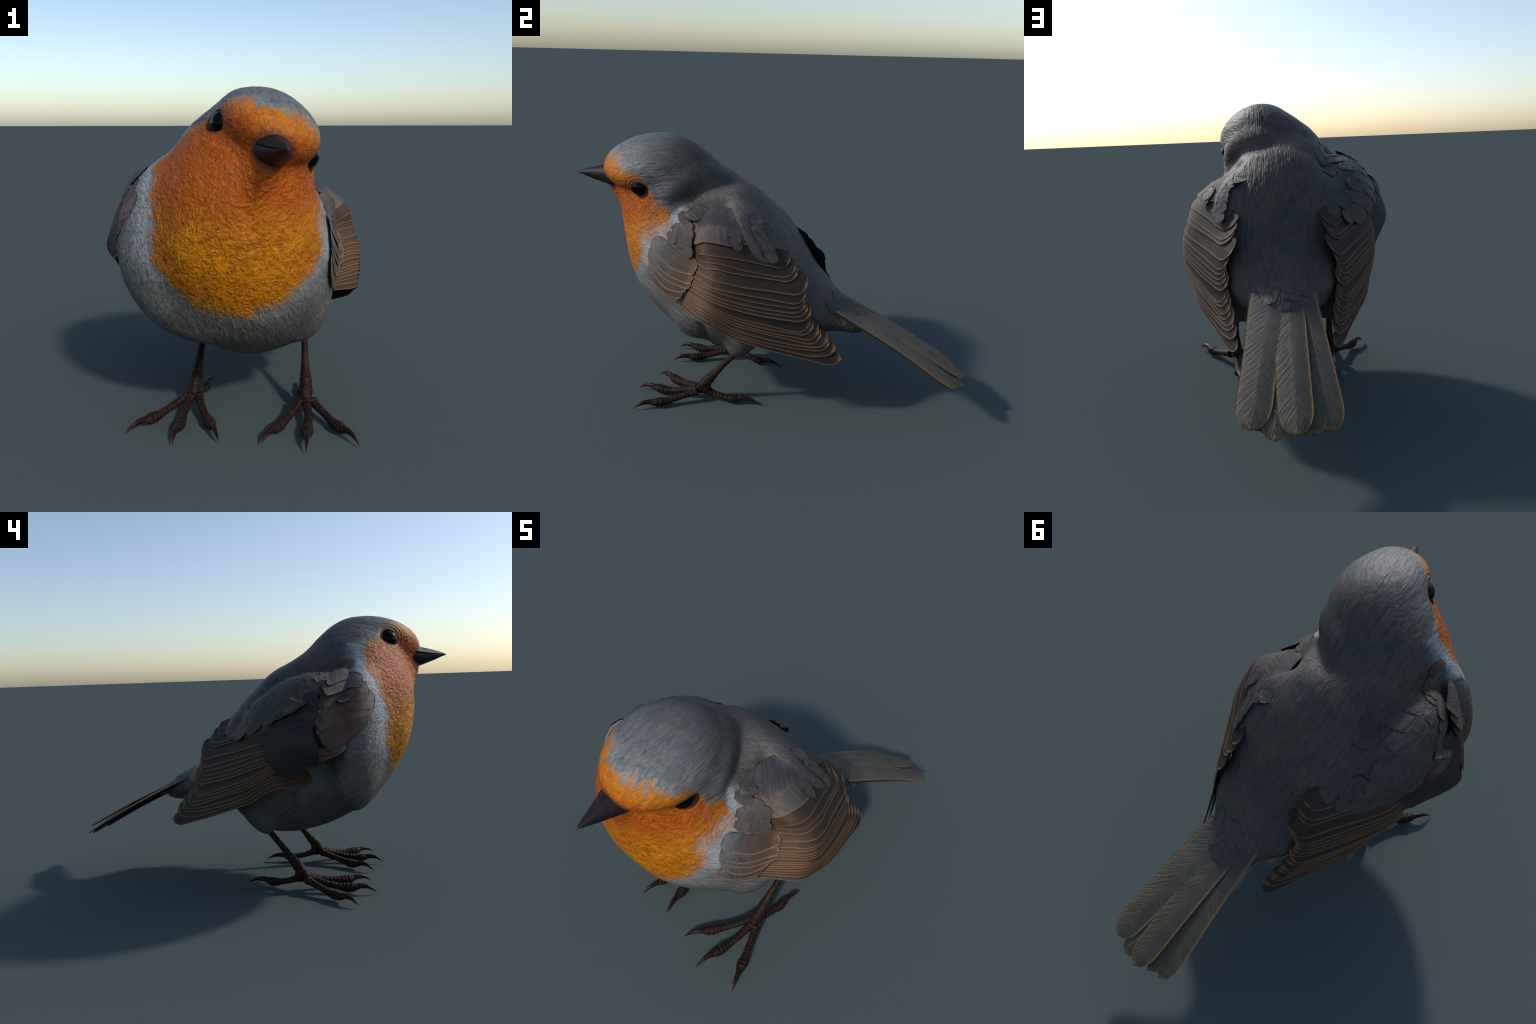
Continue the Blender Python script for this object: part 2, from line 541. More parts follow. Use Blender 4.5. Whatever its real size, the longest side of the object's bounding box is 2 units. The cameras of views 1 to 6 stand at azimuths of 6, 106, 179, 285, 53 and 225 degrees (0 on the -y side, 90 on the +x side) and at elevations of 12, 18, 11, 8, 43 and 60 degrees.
def blade(name, sheet, side, edge, width, mat, parent, lift=0.012, decay=0.08, tip_round=0.14, base_round=0.0, centre=0.35, nu=44, nv=15,
          base=0.0, thick=0.0012, up=None, curl=0.0, shaft=0.0014, taper=0.0, wobble=0.0, clear=None, tuck=0.0):
    """A feather lying on a sheet.  edge: its lower edge from base to tip in (y, z);
    it spreads upwards by width and sinks below its upper neighbours."""
    E = spline(edge, nu)
    T = np.gradient(E, axis=0)
    T /= np.linalg.norm(T, axis=1)[:, None]
    Nn = np.stack([-T[:, 1], T[:, 0]], 1)
    if (Nn[:, 1].mean() if up is None else (Nn @ np.array(up)).mean()) < 0:
        Nn = -Nn
    s = np.linspace(0, 1, nu)
    r = np.ones(nu)
    k = s > 1 - tip_round
    r[k] = np.sqrt(np.clip(1 - ((s[k] - 1 + tip_round) / tip_round) ** 2, 0.0004, 1))
    if base_round:
        k = s < base_round
        r[k] *= np.sqrt(np.clip(1 - ((base_round - s[k]) / base_round) ** 2, 0.0004, 1)) * 0.75 + 0.25
    W = width * (1 - taper * (1 - s) ** 1.5)
    t = np.linspace(0, 1, nv) ** 1.25
    c = centre
    tt = c + (t[None] - c) * r[:, None]
    YZ = E[:, None] + Nn[:, None] * (W[:, None] * tt)[..., None]
    if wobble:
        YZ = YZ + wobble * np.stack([noise(np.stack([s * 5 + 3, s * 0 + hash_(name), s * 0], 1))] * 2, 1)[:, None] * 0.5
    flat = YZ.reshape(-1, 2)
    h = sheet(flat)
    if clear is not None:                      # ride over the body where it bulges through the sheet
        bo = outermost(flat, side) + clear
        h = 0.5 * (h + bo + np.sqrt((h - bo) ** 2 + 0.012**2)) - 0.003
    h = h.reshape(nu, nv)
    if tuck:                                   # the upper vane slips under the body plumage
        bo = (outermost(flat, side) - 0.004).reshape(nu, nv)
        h = h + tuck * sstep(0.45, 0.95, tt) * np.clip(bo - h, -0.045, 0)
    dist = (W[:, None] * tt)
    H = base + lift * np.exp(-dist / decay) + shaft * np.exp(-((tt - 0.45) / 0.04) ** 2) + curl * sstep(0.75, 1.0, s)[:, None]
    P = np.empty((nu, nv, 3))
    P[..., 0] = h
    P[..., 1:] = YZ
    N = grid_normals(P, np.array([1.0, 0, 0]))
    P = P + N * H[..., None]
    N = grid_normals(P, np.array([1.0, 0, 0]))
    P[..., 0] = MID + side * P[..., 0]
    N[..., 0] *= side
    st = np.stack(np.broadcast_arrays(s[:, None], t[None]), -1)
    return solid_sheet(name, P, N, thick, mat, parent, st)


def hash_(s):
    return sum(ord(c) for c in s) % 97


# ================================================================== build
robin = bpy.data.objects.new("robin", None)
link(robin)
robin["label"] = "small songbird with orange face and breast, head turned sideways"
robin["category"] = "bird"
robin.empty_display_size = 0.1

PLUME = plumage_material()

# ------------------------------------------------------------------ body surface
def body_mesh():
    import bmesh
    bm = bmesh.new()
    from mathutils import Matrix
    for c, r, R in BL:
        M = Matrix.Translation(Vector(c)) @ Matrix(R.T.tolist()).to_4x4() @ Matrix.Diagonal((*[float(v) for v in r + 0.012], 1))
        bmesh.ops.create_icosphere(bm, subdivisions=4, radius=1.0, matrix=M)
    me = bpy.data.meshes.new("body_blocks")
    bm.to_mesh(me)
    bm.free()
    ob = link(bpy.data.objects.new("body_blocks", me))
    md = ob.modifiers.new("r", "REMESH")
    md.mode, md.voxel_size = "VOXEL", 0.017

    def evaluated():
        dg = bpy.context.evaluated_depsgraph_get()
        dg.update()
        return bpy.data.meshes.new_from_object(ob.evaluated_get(dg))

    def arrays(m):
        V = np.empty(len(m.vertices) * 3)
        m.vertices.foreach_get("co", V)
        E = np.empty(len(m.edges) * 2, int)
        m.edges.foreach_get("vertices", E)
        return V.reshape(-1, 3), E.reshape(-1, 2)

    def relax(V, E, n):
        deg = np.bincount(E.ravel(), minlength=len(V))[:, None]
        for _ in range(n):
            S = np.zeros_like(V)
            for k in range(3):
                S[:, k] = np.bincount(E[:, 0], V[E[:, 1], k], len(V)) + np.bincount(E[:, 1], V[E[:, 0], k], len(V))
            V = V * 0.4 + 0.6 * S / deg
        return V

    m1 = evaluated()
    V, E = arrays(m1)
    V = project(V, 6)
    for _ in range(3):
        V = project(relax(V, E, 3), 2)
    m1.vertices.foreach_set("co", V.ravel())
    m1.update()
    ob.modifiers.clear()
    ob.data = m1
    sd = ob.modifiers.new("s", "SUBSURF")
    sd.levels = sd.render_levels = 2
    m2 = evaluated()
    V, E = arrays(m2)
    V = project(V, 2)
    faces = np.empty(len(m2.polygons) * 4, int)
    m2.polygons.foreach_get("vertices", faces)
    bpy.data.objects.remove(ob)
    for x in (m1, m2, me):
        bpy.data.meshes.remove(x)
    return V, faces.reshape(-1, 4)


def vertex_normals(V, F):
    n = np.cross(V[F[:, 2]] - V[F[:, 0]], V[F[:, 3]] - V[F[:, 1]])
    N = np.zeros_like(V)
    for k in range(4):
        for a in range(3):
            N[:, a] += np.bincount(F[:, k], n[:, a], len(V))
    return N / (np.linalg.norm(N, axis=1)[:, None] + 1e-12)


V, F = body_mesh()
N = vertex_normals(V, F)
if (N * gradient(V)).sum() < 0:
    F = F[:, ::-1]
    N = -N
h = V - HC
hx, hf, hu = h @ XH, h @ FH, h @ UH
dxm = np.abs(V[:, 0] - MID)
headm = sstep(-0.30, -0.12, hf) * sstep(-0.30, -0.12, hu)
tv = np.stack([V[:, 0], V @ FLOW * 0.3, V @ FLOW_UP], 1)
hv = np.stack([hx, hf * 0.3, hu], 1)
streaks = (noise(tv * 48) + 0.5 * noise(tv * 95 + 7)) * (1 - headm) + (noise(hv * 48) + 0.5 * noise(hv * 95 + 7)) * headm
lump = noise(V * 42 + 0.25 * noise(V * 20)[:, None]) + 0.6 * noise(V * 80 + 11)
inside = np.minimum(np.minimum(0.30 - dxm, (V[:, 2] - 0.553 - 2.2 * dxm**2) * 0.75), np.minimum(-0.44 - V[:, 1], 0.08 - hu))
breast = sstep(-0.02, 0.05, inside)
soft = noise(V * 9 + 3)
amp = 0.0008 * streaks + breast * 0.0010 * lump + 0.0020 * soft
# wrinkled rings round the eyes, and a slight socket
er = np.sqrt((0.6 * (np.abs(hx) - 0.178)) ** 2 + hf**2 + hu**2)
amp = amp * (0.25 + 0.75 * sstep(0.05, 0.11, er))
amp += 0.0013 * sstep(-0.06, 0.0, hf) * np.sin((er - 0.04) * 2 * np.pi / 0.0165) * sstep(0.035, 0.045, er) * sstep(0.105, 0.06, er)
amp -= 0.010 * sstep(0.041, 0.022, er)


def near_line(P, line):
    """distance to a polyline, and how far along it (0..1) the nearest point lies"""
    C = spline(line, 60)
    best = np.full(len(P), 9.0)
    at = np.zeros(len(P))
    for i, c in enumerate(C):
        d = np.linalg.norm(P - c, axis=1)
        k = d < best
        best[k], at[k] = d[k], i / 59
    return best, at


# the fold where the turned head presses on the left shoulder, and the flank tuft before the thigh
FOLD = [(.335, -.465, .975), (.29, -.405, 1.05), (.235, -.31, 1.115), (.16, -.25, 1.14), (.08, -.22, 1.14), (.01, -.225, 1.145), (-.04, -.26, 1.16)]
d_, at_ = near_line(V, FOLD)
keep = sstep(0.0, 0.15, at_) * sstep(1.0, 0.55, at_)
front = sstep(-0.02, 0.02, (V - np.array([.15, -.27, 1.12])) @ np.array([.30, -.75, .55]))
amp = amp + keep * (-0.020 * np.exp(-(d_ / 0.032) ** 2) + 0.009 * np.exp(-((d_ - 0.085) / 0.045) ** 2))
for side in (1, -1):
    d_, at_ = near_line(V, [(MID + side * a, b, c) for a, b, c in [(.350, -.262, .53), (.339, -.263, .48), (.305, -.264, .412), (.25, -.267, .356)]])
    amp = amp - 0.012 * np.exp(-(d_ / 0.020) ** 2) * sstep(0, 0.2, at_) * sstep(1, 0.75, at_)
V = V + N * amp[:, None]
N = vertex_normals(V, F)


def region(P):
    h = P - HC
    f, u = h @ FH, h @ UH
    dx = np.abs(P[:, 0] - MID)
    r = np.zeros(len(P), int)                                     # torso sides and back
    r[(P @ FLOW > -0.30) & (P[:, 1] > 0.08)] = 1                  # rump
    r[(P[:, 1] < -0.42) & (P[:, 2] > 0.52)] = 2                   # breast
    r[(P[:, 2] < 0.52) & (P[:, 1] < 0.08)] = 3                    # belly
    r[(P[:, 2] < 0.36) & (dx > 0.10) & (P[:, 1] > -0.24) & (P[:, 1] < 0.08) & (P[:, 0] > MID)] = 4
    r[(P[:, 2] < 0.36) & (dx > 0.10) & (P[:, 1] > -0.24) & (P[:, 1] < 0.08) & (P[:, 0] < MID)] = 5
    r[(u > -0.13) & (f > -0.34)] = 6                              # neck
    r[(u > -0.11) & (f > -0.20)] = 7                              # head
    return r


cent = V[F].mean(1)
reg = region(cent)
parts = {}
for i, nm in enumerate(["back", "rump", "breast", "belly", "thigh", "thigh", "neck", "head"]):
    fs = F[reg == i]
    if len(fs) == 0:
        continue
    idx, inv = np.unique(fs, return_inverse=True)
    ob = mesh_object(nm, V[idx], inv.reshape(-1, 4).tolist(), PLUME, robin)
    ob.data.normals_split_custom_set_from_vertices([tuple(n) for n in N[idx]])
    parts[nm if nm not in parts else nm + "_other"] = ob
head = parts["head"]

# ------------------------------------------------------------------ eyes
def uv_sphere(nu=32, nv=48):
    a = np.linspace(0, np.pi, nu)[:, None]
    b = np.linspace(0, 2 * np.pi, nv, endpoint=False)[None]
    P = np.stack(np.broadcast_arrays(np.sin(a) * np.cos(b), np.sin(a) * np.sin(b), np.cos(a)), -1)
    return P.reshape(-1, 3), grid_faces(nu, nv, wrap=True)


m = Mat("eye_gloss")
eye_mat = m.out((0.0015, 0.0015, 0.002), 0.10, 0.12)
S, SF = uv_sphere()
for sgn in (1, -1):
    P = head_pt(0, 0, 0) + (S[:, 2:3] * 0.0455 * sgn + sgn * 0.157) * XH + S[:, :1] * 0.0480 * FH + S[:, 1:2] * 0.0450 * UH
    mesh_object("eye", P, [f if sgn > 0 else f[::-1] for f in SF], eye_mat, head)
# eyelid rim: a thin ring standing just proud of the plumage
lid_mat = simple_material("eyelid_skin", (0.014, 0.009, 0.006), (0.035, 0.021, 0.010), 90, 0.8, 0.2)
for sgn in (1, -1):
    a = np.linspace(0, 2 * np.pi, 56, endpoint=False)
    ringc = HC + sgn * 0.16 * XH + np.cos(a)[:, None] * 0.0400 * FH + np.sin(a)[:, None] * 0.0372 * UH
    ringc = ringc + sgn * 0.03 * XH
    for _ in range(14):                                           # drop onto the body along the head axis
        ringc = ringc - np.clip(field(ringc) - 0.001, -0.02, 0.02)[:, None] * sgn * XH * 0.7
    nrm = gradient(ringc)
    nrm /= np.linalg.norm(nrm, axis=1)[:, None]
    tan = np.roll(ringc, -1, 0) - np.roll(ringc, 1, 0)
    tan /= np.linalg.norm(tan, axis=1)[:, None]
    bi = np.cross(tan, nrm)
    b = np.linspace(0, 2 * np.pi, 10, endpoint=False)
    P = ringc[:, None] + 0.0024 * (np.cos(b)[None, :, None] * bi[:, None] + np.sin(b)[None, :, None] * nrm[:, None])
    Fq = grid_faces(57, 10, wrap=True)
    Fq = [tuple(v % 560 for v in q) for q in Fq]
    mesh_object("eyelid", P.reshape(-1, 3), Fq, lid_mat, head)

# ------------------------------------------------------------------ bill
bill_mat = simple_material("bill_horn", (0.009, 0.006, 0.008), (0.016, 0.010, 0.013), 40, 0.5, 0.22, 0.35, 0.003, (1, 1, 1))
fs = np.array([0.12, 0.17, 0.21, 0.25, 0.29, 0.322, 0.339, 0.346])
top = np.array([0.041, 0.037, 0.030, 0.0235, 0.0155, 0.0075, 0.0015, -0.002])
com = np.array([-0.020, -0.019, -0.017, -0.014, -0.0095, -0.005, -0.003, -0.003])
bot = np.array([-0.082, -0.077, -0.063, -0.047, -0.030, -0.014, -0.007, -0.004])
wid = np.array([0.071, 0.064, 0.0505, 0.037, 0.024, 0.0125, 0.0065, 0.001])
ff = np.linspace(0, 1, 40)
ii = np.linspace(0, 1, len(fs))
cr = lambda v: spline(np.stack([fs, v], 1), 40)
fu, fc, fb, fw = cr(top), cr(com), cr(bot), cr(wid)
fpos = np.linspace(fs[0], fs[-1], 40)
pick = lambda c: np.interp(fpos, c[:, 0], c[:, 1])
tp, cm, bt, wd = pick(fu), pick(fc), pick(fb), pick(fw)
for nm, upper in (("upper_mandible", True), ("lower_mandible", False)):
    a = np.linspace(0, np.pi, 25)
    rows = []
    for i in range(40):
        hgt = (tp[i] - cm[i]) if upper else (cm[i] - bt[i] - 0.002)
        w = wd[i] if upper else wd[i] * 0.95
        ca, sa = np.cos(a), np.sin(a)
        xx = w * np.sign(ca) * np.abs(ca) ** 0.9
        if upper:                                                  # ridged culmen, slightly roofed
            uu = cm[i] + hgt * sa ** 1.15
        else:
            uu = cm[i] - 0.002 - hgt * sa ** 1.05
        loop = [head_pt(x, fpos[i], u) for x, u in zip(xx, uu)]
        # closing floor between the two edges
        loop += [head_pt(x, fpos[i], cm[i] + (0.0 if upper else -0.002)) for x in np.linspace(-w, w, 9)[1:-1]]
        rows.append(loop)
    R = np.array(rows)
    nv = R.shape[1]
    Fq = grid_faces(40, nv, wrap=True, flip=not upper)
    Fq.append(tuple(39 * nv + j for j in (range(nv) if upper else range(nv - 1, -1, -1))))
    mesh_object(nm, R.reshape(-1, 3), Fq, bill_mat, head)
nos_mat = simple_material("nostril_dark", (0.006, 0.004, 0.005), (0.008, 0.005, 0.006), 30, 0.7)
S2, SF2 = uv_sphere(12, 16)
for sgn in (1, -1):
    P = head_pt(sgn * 0.037, 0.214, 0.007) + S2[:, :1] * 0.004 * XH + S2[:, 1:2] * 0.015 * (FH - 0.1 * UH) + S2[:, 2:3] * 0.0038 * UH
    mesh_object("nostril", P, SF2, nos_mat, head)

# ------------------------------------------------------------------ wings
FLIGHT = feather_material("flight_feather", (0.052, 0.031, 0.018), (0.026, 0.018, 0.012), (0.140, 0.070, 0.029), 0.105, 24, grey_base=(0.062, 0.034, 0.020), barb_bump=0.3)
SCAP = feather_material("shoulder_feather", (0.115, 0.090, 0.078), (0.050, 0.048, 0.050), (0.15, 0.11, 0.08), 0.06, 20, grey_base=(0.20, 0.125, 0.088), barb_bump=0.8, fr_amt=0.6, barb_amt=0.3, upper=(0.048, 0.047, 0.050))
PANEL = feather_material("primary_covert", (0.072, 0.078, 0.084), (0.080, 0.044, 0.027), (0.165, 0.112, 0.074), 0.13, 16, grey_base=(0.135, 0.148, 0.158), barb_bump=0.4)
DARKCOV = feather_material("dark_covert", (0.026, 0.022, 0.020), (0.026, 0.025, 0.026), (0.034, 0.030, 0.027), 0.05, 22, barb_bump=0.25, fr_amt=0.4)
REDCOV = feather_material("rufous_covert", (0.190, 0.085, 0.055), (0.050, 0.030, 0.024), (0.095, 0.048, 0.028), 0.08, 12, barb_bump=0.4, fr_amt=0.45, grey_base=(0.10, 0.095, 0.10))  # base red raised to show sunlight striking the right shoulder
GREYCOV = feather_material("grey_covert", (0.096, 0.084, 0.080), (0.070, 0.057, 0.051), (0.130, 0.098, 0.078), 0.07, 12, barb_bump=0.5, fr_amt=0.55, upper_fringe=0.5)
BACKCOV = feather_material("back_covert", (0.082, 0.090, 0.108), (0.085, 0.085, 0.095), (0.115, 0.105, 0.100), 0.05, 14, barb_bump=0.5, fr_amt=0.5, upper_fringe=0.5)
LINING = simple_material("wing_lining", (0.012, 0.011, 0.010), (0.02, 0.018, 0.016), 20, 0.8)

# lower edge of each flight feather, (y, z) from the wrist to the tip, top to bottom
FANS = [
    [(-.275, .835), (-.234, .864), (-.167, .861), (-.091, .846), (.019, .81), (.100, .782), (.128, .775)],
    [(-.279, .811), (-.247, .828), (-.159, .831), (-.097, .813), (-.027, .787), (.069, .756), (.130, .742), (.158, .736)],
    [(-.274, .79), (-.254, .8), (-.156, .806), (-.136, .802), (.014, .757), (.145, .722), (.166, .716)],
    [(-.271, .76), (-.209, .767), (-.14, .753), (-.086, .737), (-.017, .715), (.106, .682), (.185, .662), (.218, .655)],
    [(-.286, .732), (-.219, .737), (-.083, .705), (-.052, .695), (.057, .66), (.185, .620), (.216, .612)],
    [(-.29, .717), (-.225, .723), (-.166, .714), (-.082, .685), (.014, .649), (.185, .599), (.216, .591)],
    [(-.293, .704), (-.243, .707), (-.172, .695), (-.125, .678), (-.013, .636), (.114, .596), (.190, .576), (.218, .568)],
    [(-.294, .692), (-.242, .696), (-.172, .679), (-.124, .661), (.001, .614), (.101, .582), (.196, .557), (.230, .548)],
    [(-.307, .674), (-.223, .676), (-.124, .645), (-.057, .618), (.062, .575), (.212, .532), (.242, .523)],
    [(-.309, .657), (-.213, .658), (-.133, .616), (-.051, .576), (.075, .53), (.154, .499), (.205, .484), (.245, .473)],
    [(-.320, .645), (-.213, .646), (-.133, .602), (-.051, .562), (.080, .512), (.165, .485), (.221, .468), (.258, .456)],
    [(-.329, .632), (-.213, .634), (-.134, .589), (-.051, .547), (.090, .493), (.180, .463), (.242, .442), (.288, .430)],
    [(-.337, .62), (-.213, .623), (-.135, .576), (-.052, .532), (.003, .514), (.112, .472), (.237, .426), (.300, .409)],
    [(-.345, .608), (-.215, .604), (-.138, .562), (-.060, .513), (.050, .470), (.180, .425), (.281, .401), (.330, .388)],
    [(-.354, .596), (-.217, .589), (-.142, .548), (-.070, .500), (.050, .452), (.190, .406), (.296, .383), (.340, .372)],
    [(-.363, .584), (-.219, .568), (-.146, .533), (-.082, .489), (.004, .456), (.143, .401), (.258, .362), (.313, .357), (.371, .345)],
    [(-.373, .569), (-.292, .555), (-.221, .547), (-.151, .518), (-.095, .478), (.004, .438), (.143, .382), (.258, .342), (.345, .312), (.408, .305)],
]
WIDTHS = [.075, .085, .080, .105, .10, .095, .09, .09, .10, .105, .10, .10, .10, .095, .09, .085, .072]


def lining(side, parent_name):
    top = spline(FANS[0], 30)[:27]
    bot = spline(FANS[-1], 30)[:27]
    v = np.linspace(0, 1, 16)[None, :, None]
    YZ = top[:, None] * (1 - v) + (bot[:, None] + np.array([0, 0.012])) * v
    P = np.empty((27, 16, 3))
    P[..., 0] = FAN(YZ.reshape(-1, 2)).reshape(27, 16)
    P[..., 1:] = YZ
    n = grid_normals(P, np.array([1.0, 0, 0]))
    P = P - n * 0.016
    P[..., 0] = MID + side * P[..., 0]
    n[..., 0] *= side
    st = np.stack(np.broadcast_arrays(np.linspace(0, 1, 27)[:, None], np.linspace(0, 1, 16)[None]), -1)
    return solid_sheet(parent_name, P, n, 0.004, LINING, robin, st)


wings = {}
for side in (1, -1):
    wing = lining(side, "wing")
    wings[side] = wing
    for i, (e, w) in enumerate(zip(FANS, WIDTHS)):
        prim = i >= 9
        blade("flight_feather", FAN, side, e, w, FLIGHT, wing, lift=0.015, decay=0.05 if prim else 0.07,
              tip_round=0.085 if prim else 0.10, centre=0.45, nu=60, nv=17, taper=0.25, base=-0.011, clear=-0.004)

# left wing: big shoulder feather, the greater coverts in front, small coverts above
L = wings[1]
blade("shoulder_feather", FAN, 1, [(-.318, .884), (-.290, .890), (-.263, .901), (-.231, .914), (-.177, .912), (-.115, .897), (-.060, .882), (-.030, .872)], .125, SCAP, L,
      lift=0.007, decay=0.10, base=-0.002, tuck=0.8, tip_round=0.35, centre=0.45, nu=64, nv=21, shaft=0.0022)
PAN = [
    [(-.545, .846), (-.472, .797), (-.405, .756), (-.335, .741), (-.275, .735)],
    [(-.556, .819), (-.501, .765), (-.434, .723), (-.365, .702), (-.290, .690)],
    [(-.559, .806), (-.515, .752), (-.445, .700), (-.375, .676), (-.298, .665)],
    [(-.552, .775), (-.515, .712), (-.465, .664), (-.405, .644), (-.320, .648)],
    [(-.560, .740), (-.535, .685), (-.485, .640), (-.425, .612), (-.355, .605)],
    [(-.555, .710), (-.515, .655), (-.46, .612), (-.385, .583)],
]
for e, w in zip(PAN, (.085, .075, .07, .07, .06, .05)):
    blade("primary_covert", FAN, 1, e, w, PANEL, L, lift=0.012, decay=0.06, base=0.0, tip_round=0.12, centre=0.5, base_round=0.12, nu=40, nv=15, clear=0.004)

# ---- right wing: dark greater coverts over the fan, shoulder coverts coloured redder for the sun on them
Rw = wings[-1]
tips = [(-.083, .836), (-.098, .804), (-.055, .772), (-.069, .719), (-.082, .690), (-.155, .669), (-.215, .654), (-.250, .615), (-.301, .590)]
fronts = [(-.433, .915), (-.448, .885), (-.430, .850), (-.415, .817), (-.424, .765), (-.431, .720), (-.437, .695), (-.430, .668), (-.385, .645)]
for i, (a, b) in enumerate(zip(fronts, tips)):
    a, b = np.array(a), np.array(b)
    mid = (a + b) / 2 + np.array([0, 0.012])
    blade("dark_covert", COVER, -1, [a, (a + mid) / 2 + [0, .004], mid, (b + mid) / 2 + [0, .004], b], .085, DARKCOV, Rw, lift=0.004, decay=0.06,
          base=-0.003, tip_round=0.10, centre=0.4, nu=40, nv=15, thick=0.003)
RED = [
    [(-.600, .985), (-.540, .985), (-.478, .965)],
    [(-.645, .950), (-.550, .945), (-.452, .915)],
    [(-.672, .915), (-.560, .905), (-.446, .870)],
    [(-.675, .893), (-.570, .865), (-.436, .825)],
    [(-.665, .875), (-.580, .830), (-.440, .785)],
    [(-.655, .860), (-.600, .806), (-.540, .768), (-.460, .745)],
    [(-.645, .858), (-.593, .800), (-.535, .750), (-.485, .725)],
]
for e in RED:
    blade("rufous_covert", COVER, -1, e, .085, REDCOV, Rw, lift=0.004, decay=0.05, base=0.0, tip_round=0.06, base_round=0.15, centre=0.45, nu=36, nv=15, thick=0.002, clear=0.002)
blade("primary_covert", COVER, -1, [(-.659, .842), (-.593, .774), (-.515, .716), (-.445, .680)], .05, PANEL, Rw, lift=0.004, decay=0.05, base=-0.012, tip_round=0.1, base_round=0.2, centre=0.4)
blade("primary_covert", COVER, -1, [(-.560, .742), (-.500, .708), (-.44, .700)], .05, PANEL, Rw, lift=0.004, decay=0.05, base=-0.006, tip_round=0.1, base_round=0.2, centre=0.4)


# two stiff coverts standing off the right shoulder
blade("shoulder_covert", COVER, -1, [(-.615, 1.005), (-.55, 1.000), (-.455, .965)], .07, GREYCOV, Rw, lift=0.010, decay=0.06, base=0.002, tip_round=0.10, base_round=0.2, centre=0.45, nu=30, nv=13, curl=0.006, clear=0.004)
blade("shoulder_covert", COVER, -1, [(-.560, 1.045), (-.52, 1.035), (-.465, 1.010)], .055, GREYCOV, Rw, lift=0.008, decay=0.06, base=0.003, tip_round=0.1, base_round=0.2, centre=0.45, nu=30, nv=13, curl=0.006, clear=0.004)

# ------------------------------------------------------------------ draped small coverts
def slab(P, side, sheet, y0, y1, z0, z1):
    q = P[:, 1:]
    d = np.abs(side * (P[:, 0] - MID) - sheet(q)) * 0.75 - 0.012
    out = np.maximum(np.maximum(y0 - q[:, 0], q[:, 0] - y1), np.maximum(z0 - q[:, 1], q[:, 1] - z1))
    return np.maximum(d, out)


def smin(a, b, k=0.03):
    hh = np.clip(0.5 + 0.5 * (b - a) / k, 0, 1)
    return b * (1 - hh) + a * hh - k * hh * (1 - hh)


def drape_field(side):
    if side > 0:
        return lambda P: smin(field(P), slab(P, 1, FAN, -.40, .12, .70, .98), 0.03)
    return lambda P: smin(field(P), smin(slab(P, -1, COVER, -.60, -.06, .70, .95), slab(P, -1, FAN, -.40, .12, .60, .84)), 0.03)


def draped(name, side, yz, along, length, width, mat, parent, base, nu=18, nv=13, view=None, lift=0.003, rise=0.0):
    """A small feather dropped onto plumage and wing along a given direction."""
    fn = drape_field(side)
    if len(yz) == 3:
        origin = np.array(yz, float)
        fn = field
    else:
        yz = np.array([yz], float)
        origin = np.array([MID + side * outermost(yz, side, fn)[0], yz[0, 0], yz[0, 1]])
    view = np.array(view, float)
    view /= np.linalg.norm(view)
    along = np.array(along, float)
    along -= view * (along @ view)
    along /= np.linalg.norm(along)
    across = np.cross(view, along)
    s = np.linspace(0, 1, nu)
    t = np.linspace(-1, 1, nv)
    r = np.sqrt(np.clip(1 - np.clip((s - 0.5) / 0.5, 0, 1) ** 2.6, 0.0006, 1)) * (0.55 + 0.45 * sstep(0, 0.4, s))
    G = np.array(origin)[None, None] + along * (s * length)[:, None, None] + across * (t[None] * r[:, None] * width / 2)[..., None]
    P = G.reshape(-1, 3) + view * 0.35
    for _ in range(26):
        P = P - view * np.clip(fn(P) * 0.8, -0.05, 0.05)[:, None]
    P = P.reshape(nu, nv, 3)
    n = grid_normals(P, view)
    P = P + n * (base + lift * s[:, None] ** 1.5 - lift * 0.5 * (t[None] ** 2) + 0.001 * np.exp(-((t[None]) / 0.08) ** 2) + rise * sstep(0.6, 1, s)[:, None])[..., None]
    n = grid_normals(P, view)
    st = np.stack(np.broadcast_arrays(s[:, None], (t[None] + 1) / 2), -1)
    return solid_sheet(name, P, n, 0.0010, mat, parent, st)


# scapular scales on the right: rows running back and down, lower rows first
vr = (-0.80, 0.10, 0.60)
rows = 5
for r in range(rows):
    k = 7 - r
    for c in range(k):
        y = -0.46 + 0.072 * (c + 0.5 * (r % 2)) + rng.normal(0, 0.006)
        z = 0.862 + 0.040 * r - 0.26 * y + rng.normal(0, 0.005)
        draped("scapular", -1, (y, z), (0.10, 0.86, -0.52), 0.115 * rng.uniform(0.9, 1.1), 0.088, PLUME, Rw, base=0.0006 + 0.0004 * r, view=vr, lift=0.004)
# small shoulder coverts, right
for i in range(26):
    y = -0.60 + 0.26 * ((i * 0.618) % 1) + rng.normal(0, 0.01)
    z = 0.955 + 0.16 * ((i * 0.382 + 0.1) % 1) - 0.25 * (y + 0.5)
    draped("shoulder_covert", -1, (y, z), (0.05, 0.9, -0.38 + rng.normal(0, 0.1)), rng.uniform(.075, .10), rng.uniform(.038, .055), GREYCOV if i % 3 else REDCOV, Rw,
           base=0.002 + 0.0002 * i, view=(-0.85, -0.15, 0.5), rise=0.010 if i in (4, 11) else 0.001, lift=0.002)
